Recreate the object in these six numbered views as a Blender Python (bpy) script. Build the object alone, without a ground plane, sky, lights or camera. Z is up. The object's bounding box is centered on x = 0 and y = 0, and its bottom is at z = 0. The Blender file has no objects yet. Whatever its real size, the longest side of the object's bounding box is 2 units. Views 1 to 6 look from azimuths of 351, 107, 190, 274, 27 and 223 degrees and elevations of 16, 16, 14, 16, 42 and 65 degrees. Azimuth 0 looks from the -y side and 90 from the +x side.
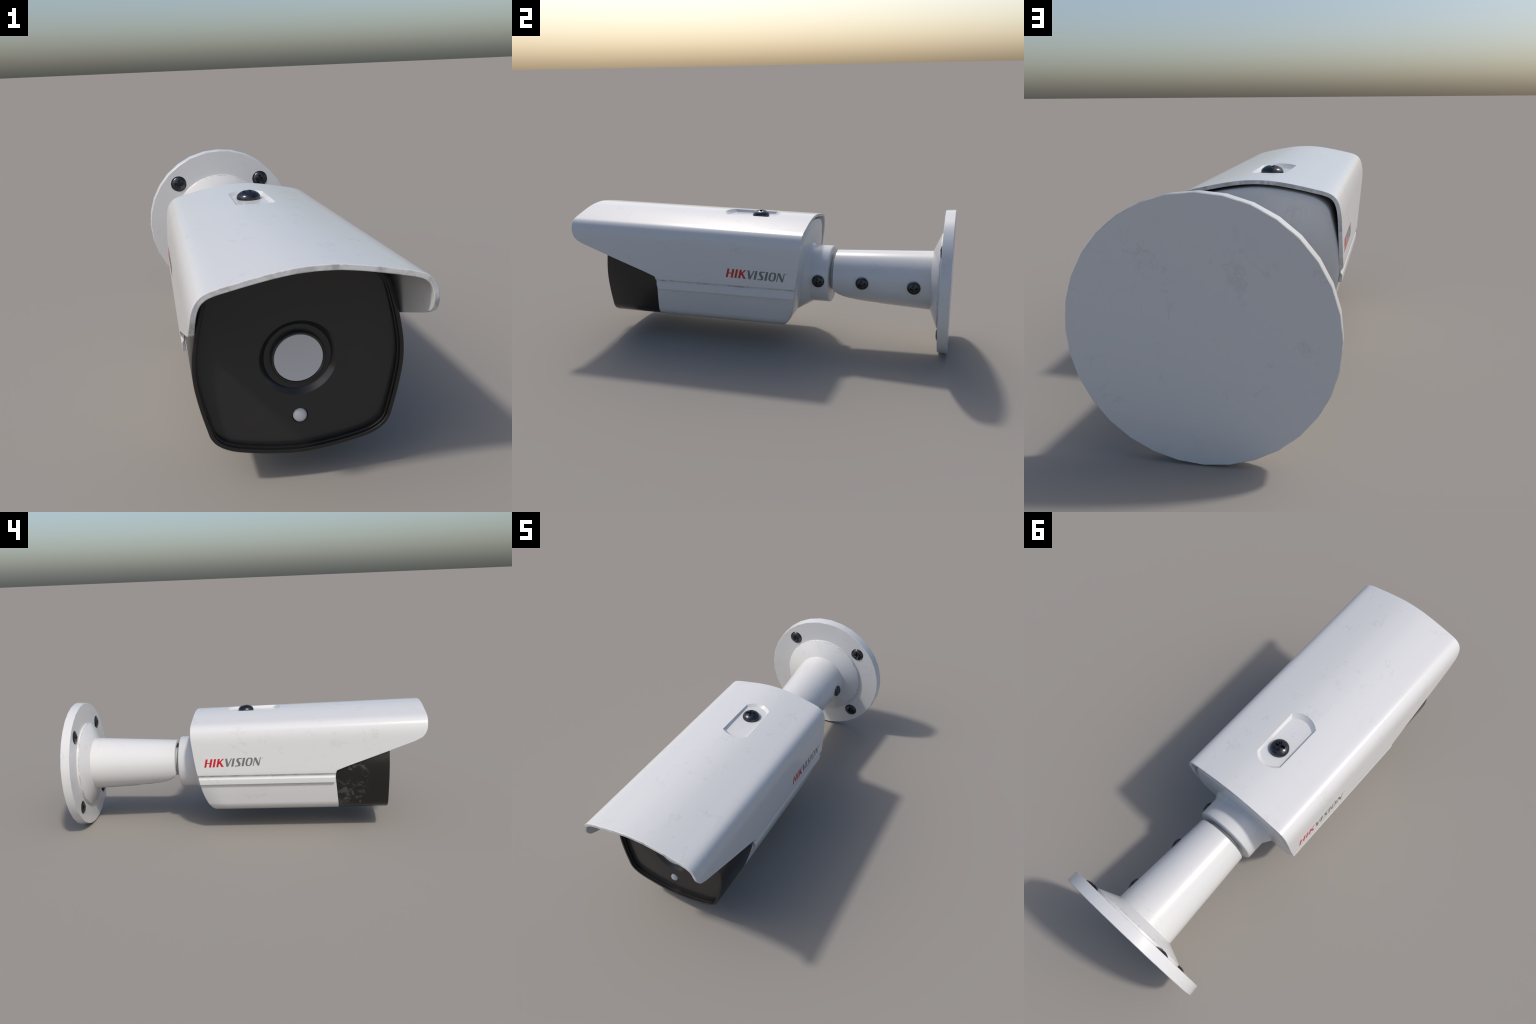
"""Bullet surveillance camera on a round wall bracket, with a white sun visor."""
import bpy, bmesh, math
from mathutils import Vector, Matrix

# ------------------------------------------------------------------ helpers
AXIS_Z = 0.365          # height of the arm / plate / lens axis


def new_object(name, verts, faces, parent, material, smooth_angle=35.0, slots=()):
    mesh = bpy.data.meshes.new(name)
    mesh.from_pydata([tuple(v) for v in verts], [], [tuple(f) for f in faces])
    bm = bmesh.new()
    bm.from_mesh(mesh)
    bmesh.ops.remove_doubles(bm, verts=bm.verts, dist=1e-5)
    bmesh.ops.recalc_face_normals(bm, faces=bm.faces)
    bm.to_mesh(mesh)
    bm.free()
    obj = bpy.data.objects.new(name, mesh)
    bpy.context.collection.objects.link(obj)
    mesh.materials.append(material)
    for extra in slots:
        mesh.materials.append(extra)
    obj.parent = parent
    smooth(obj, smooth_angle)
    return obj


def smooth(obj, angle=35.0):
    mesh = obj.data
    for p in mesh.polygons:
        p.use_smooth = True
    mesh.set_sharp_from_angle(angle=math.radians(angle))


def apply_modifiers(obj, angle=35.0):
    deps = bpy.context.evaluated_depsgraph_get()
    mesh = bpy.data.meshes.new_from_object(obj.evaluated_get(deps))
    old = obj.data
    obj.modifiers.clear()
    obj.data = mesh
    mesh.name = obj.name
    bpy.data.meshes.remove(old)
    smooth(obj, angle)


def add_bevel(obj, width, segments=2, angle=35.0, smooth_angle=40.0):
    m = obj.modifiers.new("bevel", 'BEVEL')
    m.width = width
    m.segments = segments
    m.limit_method = 'ANGLE'
    m.angle_limit = math.radians(angle)
    m.use_clamp_overlap = True
    apply_modifiers(obj, smooth_angle)


def boolean(obj, other, operation):
    m = obj.modifiers.new("cut", 'BOOLEAN')
    m.operation = operation
    m.solver = 'EXACT'
    m.object = other
    apply_modifiers(obj)
    bpy.data.objects.remove(other, do_unlink=True)


def interp(table, t):
    """Piecewise linear reading of a sorted (key, value) table."""
    if t <= table[0][0]:
        return table[0][1]
    for (a, va), (b, vb) in zip(table, table[1:]):
        if t <= b:
            return va + (vb - va) * (t - a) / (b - a)
    return table[-1][1]


def catmull(points, steps, closed=False):
    pts = [Vector(p) for p in points]
    n = len(pts)
    out = []
    for i in range(n if closed else n - 1):
        if closed:
            p0, p1, p2, p3 = (pts[(i + k) % n] for k in (-1, 0, 1, 2))
        else:
            p1, p2 = pts[i], pts[i + 1]
            p0 = pts[i - 1] if i > 0 else p1 * 2 - p2
            p3 = pts[i + 2] if i + 2 < n else p2 * 2 - p1
        for s in range(steps):
            t = s / steps
            out.append(0.5 * (2 * p1 + (p2 - p0) * t + (2 * p0 - 5 * p1 + 4 * p2 - p3) * t * t
                              + (3 * p1 - p0 - 3 * p2 + p3) * t ** 3))
    if not closed:
        out.append(pts[-1].copy())
    return out


def loft(rings, cap_start=False, cap_end=False, closed=True):
    """Skin equal-length vertex rings; returns verts, faces."""
    n = len(rings[0])
    verts = [v for ring in rings for v in ring]
    faces = []
    for r in range(len(rings) - 1):
        for i in range(n if closed else n - 1):
            j = (i + 1) % n
            faces.append((r * n + i, r * n + j, (r + 1) * n + j, (r + 1) * n + i))
    if cap_start:
        faces.append(tuple(range(n)))
    if cap_end:
        faces.append(tuple(range((len(rings) - 1) * n, len(rings) * n)))
    return verts, faces


def lathe(profile, segments, centre_z, cap_start=True, cap_end=True, centre_x=0.0):
    """Turn a (y, radius) profile about an axis parallel to y."""
    rings = []
    for y, r in profile:
        rings.append([Vector((centre_x + r * math.sin(2 * math.pi * k / segments), y,
                              centre_z - r * math.cos(2 * math.pi * k / segments)))
                      for k in range(segments)])
    return loft(rings, cap_start, cap_end)


# ---------------------------------------------------------------- materials
def principled(name, colour, rough, metallic=0.0):
    mat = bpy.data.materials.new(name)
    mat.use_nodes = True
    nt = mat.node_tree
    bsdf = nt.nodes["Principled BSDF"]
    bsdf.inputs["Base Color"].default_value = (*colour, 1)
    bsdf.inputs["Roughness"].default_value = rough
    bsdf.inputs["Metallic"].default_value = metallic
    return mat, nt, bsdf


def noise(nt, scale, detail=4.0, rough=0.55, distortion=0.0, offset=(0, 0, 0), stretch=(1, 1, 1)):
    coord = nt.nodes.new("ShaderNodeTexCoord")
    mapping = nt.nodes.new("ShaderNodeMapping")
    mapping.inputs["Location"].default_value = offset
    mapping.inputs["Scale"].default_value = stretch
    tex = nt.nodes.new("ShaderNodeTexNoise")
    tex.inputs["Scale"].default_value = scale
    tex.inputs["Detail"].default_value = detail
    tex.inputs["Roughness"].default_value = rough
    tex.inputs["Distortion"].default_value = distortion
    nt.links.new(coord.outputs["Object"], mapping.inputs["Vector"])
    nt.links.new(mapping.outputs["Vector"], tex.inputs["Vector"])
    return tex.outputs["Fac"]


def ramp(nt, value, stops):
    node = nt.nodes.new("ShaderNodeValToRGB")
    els = node.color_ramp.elements
    while len(els) < len(stops):
        els.new(0.5)
    for el, (pos, v) in zip(els, stops):
        el.position = pos
        el.color = (v, v, v, 1)
    nt.links.new(value, node.inputs["Fac"])
    return node.outputs["Color"]


def math_node(nt, op, a, b):
    node = nt.nodes.new("ShaderNodeMath")
    node.operation = op
    for k, v in enumerate((a, b)):
        if isinstance(v, (int, float)):
            node.inputs[k].default_value = v
        else:
            nt.links.new(v, node.inputs[k])
    return node.outputs[0]


def mix_colour(nt, fac, c1, c2):
    node = nt.nodes.new("ShaderNodeMix")
    node.data_type = 'RGBA'
    nt.links.new(fac, node.inputs[0])
    for k, c in ((6, c1), (7, c2)):
        if isinstance(c, tuple):
            node.inputs[k].default_value = (*c, 1)
        else:
            nt.links.new(c, node.inputs[k])
    return node.outputs[2]


def scuff_mask(nt, offset=(0, 0, 0)):
    """Thin crooked scratches gathered in patches: the mid-level of a warped noise."""
    line = noise(nt, 6.5, 6.0, 0.62, 0.5, offset)
    thin = ramp(nt, line, [(0.484, 0), (0.497, 1), (0.503, 1), (0.516, 0)])
    broken = ramp(nt, noise(nt, 9.0, 3.0, 0.5, 0.3, (3.1, 1.7, 0.4)), [(0.53, 0), (0.62, 1)])
    smear = ramp(nt, noise(nt, 24.0, 7.0, 0.7, 1.0, (1.3, 5.2, 2.2)), [(0.52, 0), (0.70, 1)])
    patch = ramp(nt, noise(nt, 4.0, 2.0, 0.5, 0.0, (7.7, 0.3, 4.1)), [(0.52, 0), (0.66, 1)])
    a = math_node(nt, 'MULTIPLY', thin, broken)
    b = math_node(nt, 'MULTIPLY', smear, patch)
    return math_node(nt, 'MAXIMUM', a, math_node(nt, 'MULTIPLY', b, 0.6))


WHITE = (0.60, 0.60, 0.597)


def white_paint():
    mat, nt, bsdf = principled("white_paint", WHITE, 0.3)
    mask = scuff_mask(nt)
    colour = mix_colour(nt, math_node(nt, 'MULTIPLY', mask, 0.5), WHITE, (0.49, 0.485, 0.48))
    nt.links.new(colour, bsdf.inputs["Base Color"])
    bsdf.inputs["Roughness"].default_value = 0.19
    return mat


def worn_edge():
    mat, nt, bsdf = principled("worn_white_edge", WHITE, 0.28)
    spots = ramp(nt, noise(nt, 16.0, 6.0, 0.7, 0.8), [(0.45, 0), (0.62, 1)])
    colour = mix_colour(nt, spots, (0.62, 0.62, 0.617), (0.38, 0.38, 0.37))
    nt.links.new(colour, bsdf.inputs["Base Color"])
    return mat


def black_plastic(name, scuffed):
    base = (0.009, 0.0085, 0.008) if scuffed else (0.021, 0.0207, 0.0203)
    mat, nt, bsdf = principled(name, base, 0.24 if scuffed else 0.23)
    if scuffed:
        smear = ramp(nt, noise(nt, 17.0, 9.0, 0.68, 0.9, (2.0, 0.4, 1.1)), [(0.525, 0), (0.59, 1)])
        gaps = ramp(nt, noise(nt, 26.0, 4.0, 0.6, 1.0), [(0.40, 0.25), (0.58, 1)])
        coord = nt.nodes.new("ShaderNodeTexCoord")
        sep = nt.nodes.new("ShaderNodeSeparateXYZ")
        nt.links.new(coord.outputs["Object"], sep.inputs[0])
        # grey smeared zone beside the seam, fading out towards the front rim
        edge = math_node(nt, 'ADD', sep.outputs["Y"],
                         math_node(nt, 'MULTIPLY', noise(nt, 6.0), 0.05))
        zone = nt.nodes.new("ShaderNodeMapRange")
        zone.inputs["From Min"].default_value = -0.665
        zone.inputs["From Max"].default_value = -0.625
        nt.links.new(edge, zone.inputs["Value"])
        mask = math_node(nt, 'MULTIPLY', math_node(nt, 'MULTIPLY', smear, gaps), zone.outputs[0])
        # grey smears on the -x flank only
        flank = math_node(nt, 'LESS_THAN', sep.outputs["X"], -0.1)
        mask = math_node(nt, 'MULTIPLY', mask, flank)
        colour = mix_colour(nt, math_node(nt, 'MULTIPLY', mask, 0.85),
                            base, (0.075, 0.075, 0.074))
        nt.links.new(colour, bsdf.inputs["Base Color"])
        r = math_node(nt, 'MULTIPLY_ADD', mask, 0.25)
        r.node.inputs[2].default_value = 0.24
        nt.links.new(r, bsdf.inputs["Roughness"])
    return mat


def dark_steel():
    mat, nt, bsdf = principled("dark_steel", (0.05, 0.055, 0.065), 0.28, 0.9)
    n = noise(nt, 2.6, 6.0, 0.7, 0.6)
    colour = mix_colour(nt, ramp(nt, n, [(0.35, 0), (0.68, 1)]), (0.03, 0.034, 0.042), (0.10, 0.10, 0.105))
    nt.links.new(colour, bsdf.inputs["Base Color"])
    nt.links.new(ramp(nt, n, [(0.3, 0.16), (0.7, 0.30)]), bsdf.inputs["Roughness"])
    return mat


M_WHITE = white_paint()
M_EDGE = worn_edge()
M_BLACK = black_plastic("black_housing_plastic", True)
M_FACE = black_plastic("black_face_plastic", False)
M_STEEL = dark_steel()
M_LENS = principled("milky_lens", (0.53, 0.535, 0.545), 0.15)[0]
M_BEAD = principled("pearl_bead", (0.58, 0.58, 0.585), 0.2)[0]
M_RED = principled("red_print", (0.47, 0.012, 0.015), 0.2)[0]
M_GREY = principled("grey_print", (0.145, 0.143, 0.140), 0.2)[0]
M_FAINT = principled("faint_grey_print", (0.36, 0.36, 0.355), 0.2)[0]

# ---------------------------------------------------------------- the thing
root = bpy.data.objects.new("security_camera", None)
bpy.context.collection.objects.link(root)
root["label"] = "white bullet security camera with sun visor on round wall mount"
root["category"] = "security camera"

# ------------------------------------------------ wall plate, boss and arm
PLATE_R = 0.365
v, f = lathe([(1.0, PLATE_R - 0.002), (0.998, PLATE_R), (0.9515, PLATE_R - 0.003), (0.950, PLATE_R - 0.005),
              (0.950, 0.2)], 32, AXIS_Z)
wall_plate = new_object("wall_plate", v, f, root, M_WHITE, 40)

v, f = lathe([(0.953, 0.2435), (0.9405, 0.2425), (0.937, 0.2385), (0.903, 0.1555), (0.899, 0.145)], 48, AXIS_Z)
flange_boss = new_object("flange_boss", v, f, root, M_WHITE, 40)

# arm: a slightly tapering tube whose underside is pared away towards the joint
ARM_CLIP = [(0.408, 0.313), (0.416, 0.302), (0.425, 0.2935), (0.436, 0.2855), (0.45, 0.2775), (0.475, 0.267), (0.505, 0.259),
            (0.56, 0.2490), (0.635, 0.2435), (0.645, 0.2405), (0.66, 0.228), (0.675, 0.205), (0.70, 0.10)]


def arm_radius(y):
    return 0.1280 + (y - 0.41) * (0.1510 - 0.1280) / 0.49


def arm_ring(y, inset=0.0, segments=72):
    r, clip = arm_radius(y) - inset, interp(ARM_CLIP, y) + inset
    ring = []
    for k in range(segments):
        a = 2 * math.pi * k / segments
        z = AXIS_Z + r * math.cos(a)
        # the flat is kept very slightly bowed
        ring.append(Vector((r * math.sin(a), y, z if z > clip else clip + 0.04 * (z - clip))))
    return ring


arm_ys = [0.411, 0.416, 0.423, 0.43, 0.44, 0.45, 0.4625, 0.475, 0.49, 0.505, 0.53, 0.56, 0.60, 0.635,
          0.648, 0.66, 0.67, 0.68, 0.72, 0.78, 0.84, 0.905]
rings = [[Vector((p.x, 0.47, p.z)) for p in arm_ring(0.411, 0.022)],
         arm_ring(0.4115, 0.022), arm_ring(0.4085, 0.019), arm_ring(0.4085, 0.003)]
rings += [arm_ring(y) for y in arm_ys]
v, f = loft(rings, True, True)
mounting_arm = new_object("mounting_arm", v, f, root, M_WHITE, 40)

v, f = lathe([(0.38, 0.081), (0.388, 0.081), (0.391, 0.085), (0.398, 0.085), (0.401, 0.0825), (0.468, 0.0825)], 48, AXIS_Z)
joint_neck = new_object("joint_neck", v, f, root, M_WHITE, 40)

# collar with the cone that runs out into the sloping back of the housing
COLLAR_Z = 0.363
v, f = lathe([(0.13, 0.249), (0.283, 0.1560), (0.289, 0.1520), (0.296, 0.1500), (0.380, 0.1500), (0.385, 0.1480),
              (0.3875, 0.1435)], 56, COLLAR_Z)
swivel_collar = new_object("swivel_collar", v, f, root, M_WHITE, 40)

# --------------------------------------------------------- camera housing
BODY_MID = 0.370
QUARTER = [(0.0, 0.0955), (0.071, 0.1010), (0.14, 0.1120), (0.196, 0.1260), (0.2325, 0.1465), (0.251, 0.170),
           (0.2595, 0.197), (0.2735, 0.252), (0.2838, 0.304), (0.2883, 0.338), (0.2898, 0.370)]


def housing_outline():
    right = [(x, z) for x, z in QUARTER]
    right += [(x, 2 * BODY_MID - z) for x, z in reversed(QUARTER[:-1])]
    left = [(-x, z) for x, z in reversed(right[1:-1])]
    return [(p.x, p.y) for p in catmull([(x, z, 0) for x, z in right + left], 3, True)]


OUTLINE = housing_outline()


def inset_outline(d):
    """Outline moved inwards by d along its normals."""
    n = len(OUTLINE)
    out = []
    for i, (x, z) in enumerate(OUTLINE):
        (ax, az), (bx, bz) = OUTLINE[i - 1], OUTLINE[(i + 1) % n]
        tx, tz = bx - ax, bz - az
        l = math.hypot(tx, tz)
        out.append((x - d * tz / l, z + d * tx / l))
    return out


BACK = [(0.09, 0.145), (0.12, 0.167), (0.15, 0.188), (0.18, 0.2075), (0.22, 0.2245), (0.26, 0.2365), (0.31, 0.246),
        (0.355, 0.253), (0.48, 0.2655), (0.60, 0.275), (0.66, 0.278)]

SEAM_Y = -0.507


def seam(z):
    """The joint between white and black leans forward towards the bottom."""
    return SEAM_Y - 0.10 * max(0.0, 0.35 - z)


rings = [[Vector((x, seam(z) + 0.03, z)) for x, z in inset_outline(0.02)],
         [Vector((x, seam(z), z)) for x, z in inset_outline(0.004)],
         [Vector((x, seam(z) + 0.003, z)) for x, z in OUTLINE]]
for k in range(1, 9):
    t = k / 8
    rings.append([Vector((x, seam(z) + 0.003 + t * (interp(BACK, z) - 0.004 - seam(z) - 0.003), z)) for x, z in OUTLINE])
# softly chamfered back
for d, out in ((0.0015, -0.001), (0.005, 0.0012), (0.011, 0.003), (0.018, 0.0045), (0.026, 0.0052)):
    rings.append([Vector((x, interp(BACK, z) + out, z)) for x, z in inset_outline(d)])
for s in (0.85, 0.65, 0.45, 0.25, 0.1):
    ring = []
    for x, z in inset_outline(0.026):
        zz = BODY_MID + (z - BODY_MID) * s
        ring.append(Vector((x * s, interp(BACK, zz) + 0.0055, zz)))
    rings.append(ring)
v, f = loft(rings, True, True)
rear_housing = new_object("rear_housing", v, f, root, M_WHITE, 40)

# black front part: side wall, rim, stepped inner wall
steps = [(0.0018, -0.48), (0.0018, -0.65), (0.0018, -0.7965), (0.0028, -0.7988), (0.0050, -0.80), (0.0120, -0.80), (0.0135, -0.7985),
         (0.0143, -0.7885), (0.0152, -0.7875), (0.0172, -0.7872), (0.0180, -0.770)]
rings = [[Vector((x, y, z)) for x, z in inset_outline(d)] for d, y in steps]
v, f = loft(rings, True, False)
front_bezel = new_object("front_bezel", v, f, root, M_BLACK, 30)

# face panel with a dished recess round the lens and a socket for the bead
FACE_Y = -0.776
LENS_Z, BEAD_Z = 0.3695, 0.199
panel = [Vector((x, FACE_Y, z)) for x, z in inset_outline(0.0165)]
back = [Vector((p.x, FACE_Y + 0.03, p.z)) for p in panel]
lip = [Vector((x, FACE_Y + 0.001, z)) for x, z in inset_outline(0.0160)]
inner = [Vector((x, FACE_Y, z)) for x, z in inset_outline(0.0180)]
v, f = loft([back, lip, inner], True, True)
face_panel = new_object("face_panel", v, f, root, M_FACE, 30)


def turned_cutter(profile, segments, z):
    cv, cf = lathe(profile, segments, z)
    return new_object("cutter", cv, cf, None, M_FACE, 30)


boolean(face_panel, turned_cutter([(FACE_Y - 0.006, 0.1145), (FACE_Y + 0.0135, 0.0930)], 64, LENS_Z), 'DIFFERENCE')
boolean(face_panel, turned_cutter([(FACE_Y - 0.01, 0.0232), (FACE_Y + 0.015, 0.0232)], 10, BEAD_Z), 'DIFFERENCE')
smooth(face_panel, 25)

v, f = lathe([(FACE_Y + 0.02, 0.0755), (FACE_Y + 0.001, 0.0750), (FACE_Y - 0.0010, 0.0735), (FACE_Y - 0.0010, 0.0705),
              (FACE_Y + 0.0008, 0.0690), (FACE_Y + 0.006, 0.0690)], 64, LENS_Z)
lens_barrel = new_object("lens_barrel", v, f, root, M_FACE, 30)
v, f = lathe([(FACE_Y + 0.012, 0.0675), (FACE_Y + 0.0015, 0.0678), (FACE_Y + 0.0005, 0.067)], 64, LENS_Z)
lens = new_object("lens", v, f, root, M_LENS, 30)
bead_profile = [(FACE_Y + 0.012, 0.0198)] + [(FACE_Y + 0.002 - 0.015 * math.sin(a), 0.0198 * math.cos(a))
                                            for a in [math.radians(t) for t in (0, 12, 25, 38, 50, 62, 74, 84)]]
v, f = lathe(bead_profile, 32, BEAD_Z)
indicator_bead = new_object("indicator_bead", v, f, root, M_BEAD, 60)

# ------------------------------------------------------------- sun visor
# half section, outside, from the crown down to the grooved rail along the hem
VISOR_HALF = [(0.0, 0.6950), (0.05, 0.6930), (0.10, 0.6865), (0.15, 0.6775), (0.20, 0.6670), (0.235, 0.6590),
              (0.2605, 0.6495), (0.2793, 0.6325), (0.2905, 0.6070), (0.2960, 0.573), (0.2982, 0.530), (0.3008, 0.450),
              (0.3030, 0.375)]
RAIL = [(0.3027, 0.3640), (0.3022, 0.3600), (0.2935, 0.3480), (0.2935, 0.3420), (0.2985, 0.3335), (0.2988, 0.3290), (0.2965, 0.3040)]
THICK = 0.0148
VISOR_FRONT = [(0.298, -0.498), (0.302, -0.502), (0.310, -0.504), (0.36, -0.509), (0.369, -0.5105), (0.376, -0.515), (0.381, -0.523),
               (0.480, -0.797), (0.535, -0.949), (0.546, -0.968), (0.56, -0.981), (0.58, -0.9925),
               (0.605, -0.9970), (0.645, -0.9985), (0.70, -1.0)]
VISOR_REAR = [(0.298, 0.242), (0.355, 0.2525), (0.395, 0.260), (0.482, 0.271), (0.585, 0.2815), (0.64, 0.283), (0.70, 0.284)]


def crown_drop(y, z):
    """The visor's top falls by nearly three centimetres towards the back; the hem stays level."""
    w = min(1.0, max(0.0, (z - 0.37) / 0.22))
    return (y + 1.0) * 0.0190 * w


def side_x(z):
    """Outer half width of the visor wall at height z (below its corner)."""
    pts = sorted([(pz, px) for px, pz in VISOR_HALF if pz < 0.61])
    return interp(pts, z)


half = catmull([(x, z, 0) for x, z in VISOR_HALF], 3)
half = [(p.x, p.y) for p in half] + RAIL
outer = half + []
inner_half = []
for i, (x, z) in enumerate(half[:half.index(RAIL[0])]):
    a = half[max(i - 1, 0)]
    b = half[min(i + 1, len(half) - 1)]
    tx, tz = b[0] - a[0], b[1] - a[1]
    if i == 0:
        tx, tz = 1.0, 0.0
    l = math.hypot(tx, tz)
    inner_half.append((x + THICK * tz / l, z - THICK * tx / l))
inner_half += [(RAIL[0][0] - 0.0145, z) for _, z in RAIL[:-1]] + [(RAIL[-1][0] - 0.0115, RAIL[-1][1])]


def mirrored(h):
    return [(-x, z) for x, z in reversed(h[1:])] + h


out_sec, in_sec = mirrored(half), mirrored(inner_half)
N_LONG = 10
verts, faces, edge_faces = [], [], []
n = len(out_sec)
for sec in (out_sec, in_sec):
    for k in range(N_LONG + 1):
        t = k / N_LONG
        for i, (x, z) in enumerate(sec):
            zk = out_sec[i][1]
            y = interp(VISOR_FRONT, zk) * (1 - t) + interp(VISOR_REAR, zk) * t
            verts.append(Vector((x, y, z - crown_drop(y, zk))))
S = (N_LONG + 1) * n
for k in range(N_LONG):
    for i in range(n - 1):
        a = k * n + i
        faces.append((a, a + 1, a + n + 1, a + n))
        faces.append((S + a, S + a + n, S + a + n + 1, S + a + 1))
for i in range(n - 1):                       # front and rear edges
    for base in (0, N_LONG * n):
        faces.append((base + i, base + i + 1, S + base + i + 1, S + base + i))
for k in range(N_LONG):                      # hems
    for i in (0, n - 1):
        a = k * n + i
        faces.append((a, a + n, S + a + n, S + a))
visor = new_object("sun_visor", verts, faces, root, M_WHITE, 40, slots=(M_EDGE,))
for p in visor.data.polygons:
    nrm = p.normal
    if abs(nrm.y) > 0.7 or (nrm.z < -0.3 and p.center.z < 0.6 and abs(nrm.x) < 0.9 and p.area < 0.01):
        p.material_index = 1


def slot_shape(half_width, y0, y1, bulge0, bulge1, z, steps=10):
    """Pocket outline: straight sides, shallow arcs at both ends."""
    pts = []
    for k in range(steps + 1):
        t = -1 + 2 * k / steps
        pts.append(Vector((t * half_width, y0 - bulge0 * (1 - t * t), z)))
    for k in range(steps + 1):
        t = 1 - 2 * k / steps
        pts.append(Vector((t * half_width, y1 + bulge1 * (1 - t * t), z)))
    return pts


SLOT_FLOOR = 0.6615
add_bevel(visor, 0.0022, 2, 40, 40)
v, f = loft([slot_shape(0.080, -0.19, 0.09, 0.025, 0.03, 0.6485), slot_shape(0.080, -0.19, 0.09, 0.025, 0.03, 0.6660)], True, True)
pad = new_object("pad", v, f, None, M_WHITE)
boolean(visor, pad, 'UNION')
v, f = loft([slot_shape(0.0575, -0.160, 0.055, 0.024, 0.030, SLOT_FLOOR),
             slot_shape(0.0680, -0.1745, 0.068, 0.025, 0.031, 0.6735),
             slot_shape(0.0740, -0.1830, 0.0755, 0.0255, 0.0315, 0.684)], True, True)
pocket = new_object("pocket", v, f, None, M_WHITE)
boolean(visor, pocket, 'DIFFERENCE')
smooth(visor, 18)

# ---------------------------------------------------------------- screws
def screw_mesh():
    """Pan head of radius 1 along +z with a cross recess."""
    seg = 40
    prof = [(0.86, -0.35), (1.0, -0.02), (1.0, 0.10)]
    for a in (8, 18, 28, 38, 48, 58, 68, 78):
        r = math.radians(a)
        prof.append((math.cos(r), 0.10 + 0.56 * math.sin(r)))
    rings = [[Vector((r * math.cos(2 * math.pi * k / seg), r * math.sin(2 * math.pi * k / seg), z))
              for k in range(seg)] for r, z in prof]
    sv, sf = loft(rings, True, True)
    head = new_object("screw", sv, sf, None, M_STEEL, 40)
    for angle in (0, math.pi / 2):
        # tapering blade: wide at the mouth, narrow at the bottom
        ring = []
        for z, lx, ly in ((0.26, 0.38, 0.10), (0.85, 0.74, 0.19)):
            ring.append([Vector((sx * lx, sy * ly, z)) for sx, sy in ((-1, -1), (1, -1), (1, 1), (-1, 1))])
        bv, bf = loft(ring, True, True)
        blade = new_object("blade", bv, bf, None, M_STEEL)
        blade.rotation_euler = (0, 0, angle)
        bpy.context.view_layer.update()
        boolean(head, blade, 'DIFFERENCE')
    add_bevel(head, 0.02, 2, 40, 35)
    data = head.data
    bpy.data.objects.remove(head, do_unlink=True)
    return data


SCREW = screw_mesh()


def place_screw(parent, where, direction, radius, spin=0.0, height=1.0):
    obj = bpy.data.objects.new("screw", SCREW)
    bpy.context.collection.objects.link(obj)
    obj.parent = parent
    rot = Vector(direction).to_track_quat('Z', 'Y').to_matrix().to_4x4()
    obj.matrix_world = (Matrix.Translation(where) @ rot @ Matrix.Rotation(spin, 4, 'Z')
                        @ Matrix.Diagonal((radius, radius, radius * height, 1)))


# plate screws sit in shallow countersunk holes
for sx in (-1, 1):
    for sz in (-1, 1):
        cx, cz = sx * 0.2075, AXIS_Z + sz * 0.2085
        cv, cf = lathe([(0.94, 0.0440), (0.953, 0.0380), (0.972, 0.0380)], 32, cz, centre_x=cx)
        boolean(wall_plate, new_object("cutter", cv, cf, None, M_WHITE), 'DIFFERENCE')
        place_screw(wall_plate, (cx, 0.9585, cz), (0, -1, 0), 0.0365, 0.12 * sx, 0.80)
smooth(wall_plate, 35)

# flecked wear on the narrow chamfers of plate and boss
for obj in (wall_plate, flange_boss):
    obj.data.materials.append(M_EDGE)
    for p in obj.data.polygons:
        reach = math.hypot(p.center.x, p.center.z - AXIS_Z)
        if 0.2 < abs(p.normal.y) < 0.95 and (reach > PLATE_R - 0.008 or 0.238 < reach < 0.243):
            p.material_index = len(obj.data.materials) - 1
place_screw(mounting_arm, (0.1350, 0.563, AXIS_Z), (1, 0.045, 0), 0.0325, 0.1, 0.9)
place_screw(mounting_arm, (0.1470, 0.822, AXIS_Z), (1, 0.045, 0), 0.0330, 0.1, 0.9)
place_screw(swivel_collar, (0.1505, 0.339, AXIS_Z), (1, 0, 0), 0.0325, 0.1, 0.8)
place_screw(visor, (0.0, -0.008, SLOT_FLOOR + 0.001), (0, 0, 1), 0.0440, 0.35, 1.05)

# -------------------------------------------------------------- lettering
# Upright letter shapes on a baseline, unit = 1/245 of the cap height; slanted when placed.
def ring_shape(cx, cy, rx, ry, power, steps=28):
    pts = []
    for k in range(steps):
        a = 2 * math.pi * k / steps
        c, s = math.cos(a), math.sin(a)
        pts.append((cx + rx * math.copysign(abs(c) ** power, c), cy + ry * math.copysign(abs(s) ** power, s)))
    return pts


CAP = 245


def bar(x0, x1):
    return [(x0, 0), (x1, 0), (x1, CAP), (x0, CAP)]


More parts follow.
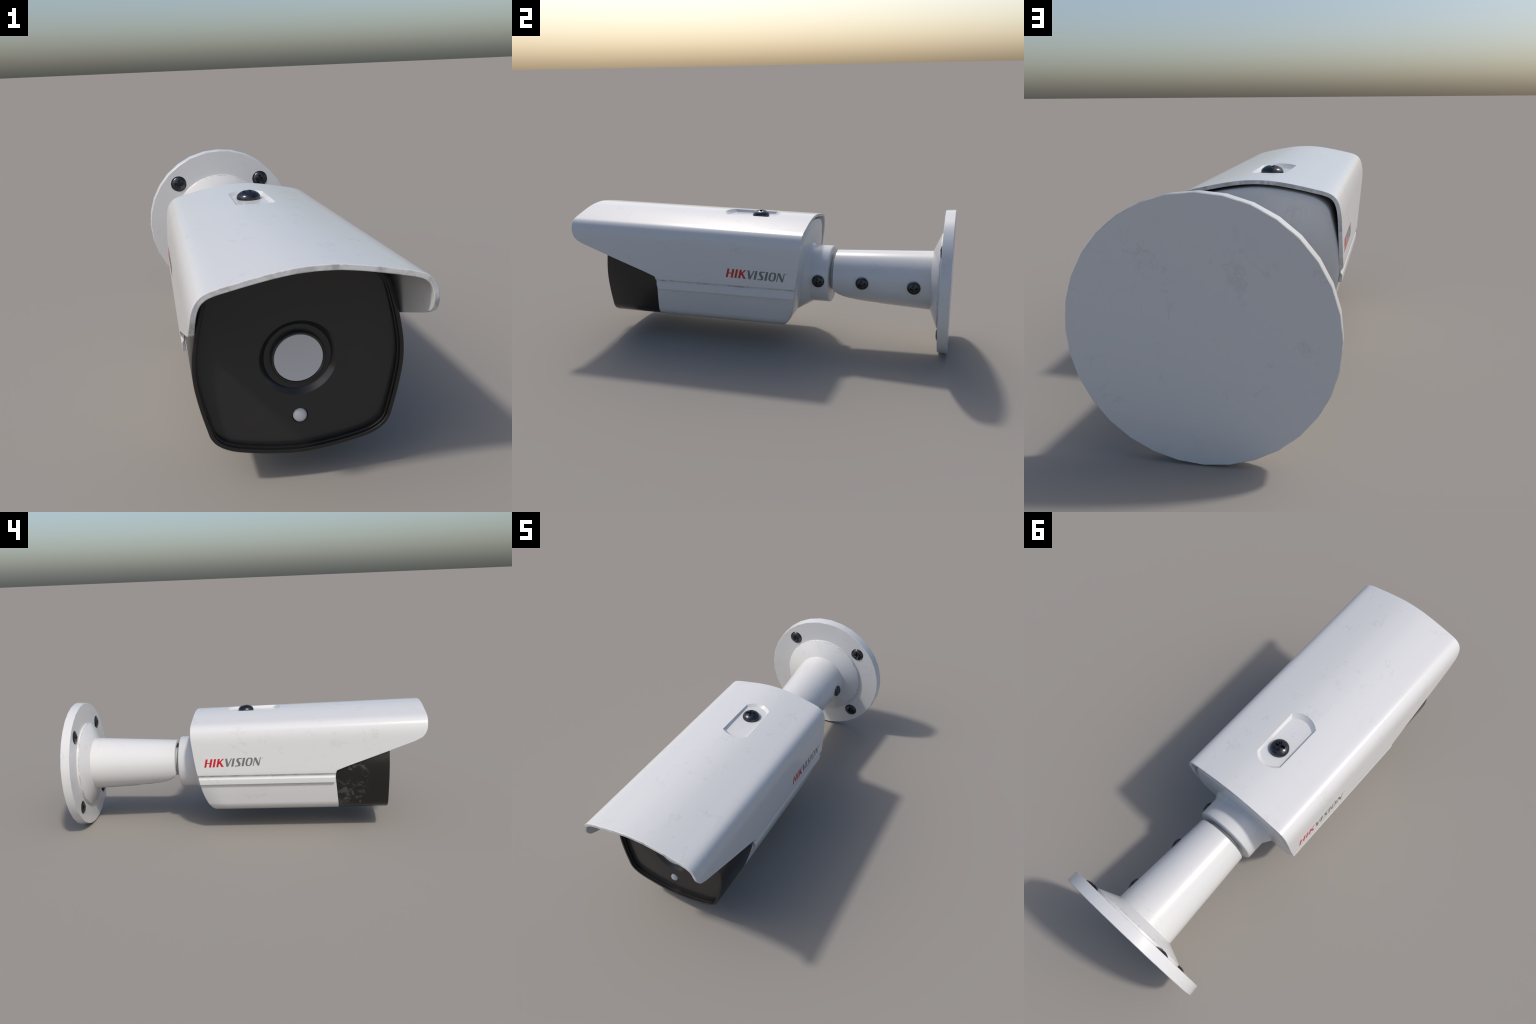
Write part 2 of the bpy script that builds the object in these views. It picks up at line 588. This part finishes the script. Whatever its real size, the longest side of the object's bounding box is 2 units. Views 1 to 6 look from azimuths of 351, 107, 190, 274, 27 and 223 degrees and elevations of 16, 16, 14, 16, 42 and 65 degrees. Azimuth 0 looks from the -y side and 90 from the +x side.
LETTERS = [
    ("red", [[(0, 0), (59, 0), (59, 112), (139, 112), (139, 0), (200, 0), (200, CAP), (139, CAP), (139, 138), (59, 138), (59, CAP), (0, CAP)]]),
    ("red", [bar(244, 305)]),
    ("red", [[(352, 0), (412, 0), (412, 84), (426, 104), (505, 0), (573, 0), (458, 148), (536, CAP), (487, CAP), (412, 158), (412, CAP), (352, CAP)]]),
    ("grey", [[(648, 0), (700, 0), (768, CAP), (734, CAP), (684, 84), (628, CAP), (566, CAP)]]),
    ("grey", [bar(789, 849)]),
    ("grey", [[(892, 0), (1000, 0), (1030, 8), (1048, 30), (1052, 62), (1040, 100), (985, 158), (968, 186), (970, 206), (988, 218),
               (1062, 218), (1062, CAP), (950, CAP), (922, 236), (906, 214), (903, 184), (914, 148), (970, 88), (986, 58), (984, 38), (968, 27), (892, 27)]]),
    ("grey", [bar(1089, 1149)]),
    ("grey", [ring_shape(1286, CAP / 2, 99, 125, 0.72), ring_shape(1286, CAP / 2, 46, 98, 0.75)]),
    ("grey", [[(1417, 0), (1445, 0), (1445, 178), (1557, 0), (1603, 0), (1603, CAP), (1576, CAP), (1576, 76), (1468, CAP), (1417, CAP)]]),
    ("faint", [ring_shape(1655, CAP - 18, 22, 22, 1.0, 20), ring_shape(1655, CAP - 18, 14, 14, 1.0, 20)]),
]
INK = {"red": M_RED, "grey": M_GREY, "faint": M_FAINT}
UNIT = 0.0463 / CAP
SLANT = 0.235


def letter_faces(contours):
    """Flat triangulated face of a letter from its outer and inner contour, cut into fine pieces."""
    curve = bpy.data.curves.new("glyph", 'CURVE')
    curve.dimensions = '2D'
    curve.fill_mode = 'FRONT'
    for pts in contours:
        sp = curve.splines.new('POLY')
        sp.points.add(len(pts) - 1)
        for p, (x, y) in zip(sp.points, pts):
            p.co = (x, y, 0, 1)
        sp.use_cyclic_u = True
    tmp = bpy.data.objects.new("glyph", curve)
    bpy.context.collection.objects.link(tmp)
    deps = bpy.context.evaluated_depsgraph_get()
    mesh = bpy.data.meshes.new_from_object(tmp.evaluated_get(deps))
    bm = bmesh.new()
    bm.from_mesh(mesh)
    bmesh.ops.remove_doubles(bm, verts=bm.verts, dist=0.01)
    bm.verts.index_update()
    verts = [v.co.copy() for v in bm.verts]
    faces = [[v.index for v in fc.verts] for fc in bm.faces]
    border = [[v.index for v in e.verts] for e in bm.edges if len(e.link_faces) == 1]
    bm.free()
    bpy.data.objects.remove(tmp, do_unlink=True)
    bpy.data.meshes.remove(mesh)
    bpy.data.curves.remove(curve)
    return verts, faces, border


for side in (-1, 1):
    # the word reads left to right on both flanks
    start_y = 0.213 if side < 0 else -0.110
    base_z = 0.4065 if side < 0 else 0.4015
    slope = 0.018 * side * -1
    for ink, contours in LETTERS:
        pts, fs, border = letter_faces(contours)
        top, bottom = [], []
        for p in pts:
            along = (p.x + SLANT * p.y) * UNIT
            y = start_y + side * along
            z = base_z + p.y * UNIT + slope * along
            zz = z + crown_drop(y, z)
            x = side * side_x(zz)
            top.append(Vector((x + side * 0.0004, y, z)))
            bottom.append(Vector((x - side * 0.0015, y, z)))
        nv = len(pts)
        all_faces = [list(fc) for fc in fs] + [[nv + i for i in reversed(fc)] for fc in fs]
        all_faces += [[a, b, nv + b, nv + a] for a, b in border]
        new_object("printed_letter" if ink != "faint" else "registered_mark", top + bottom, all_faces, visor, INK[ink], 30)
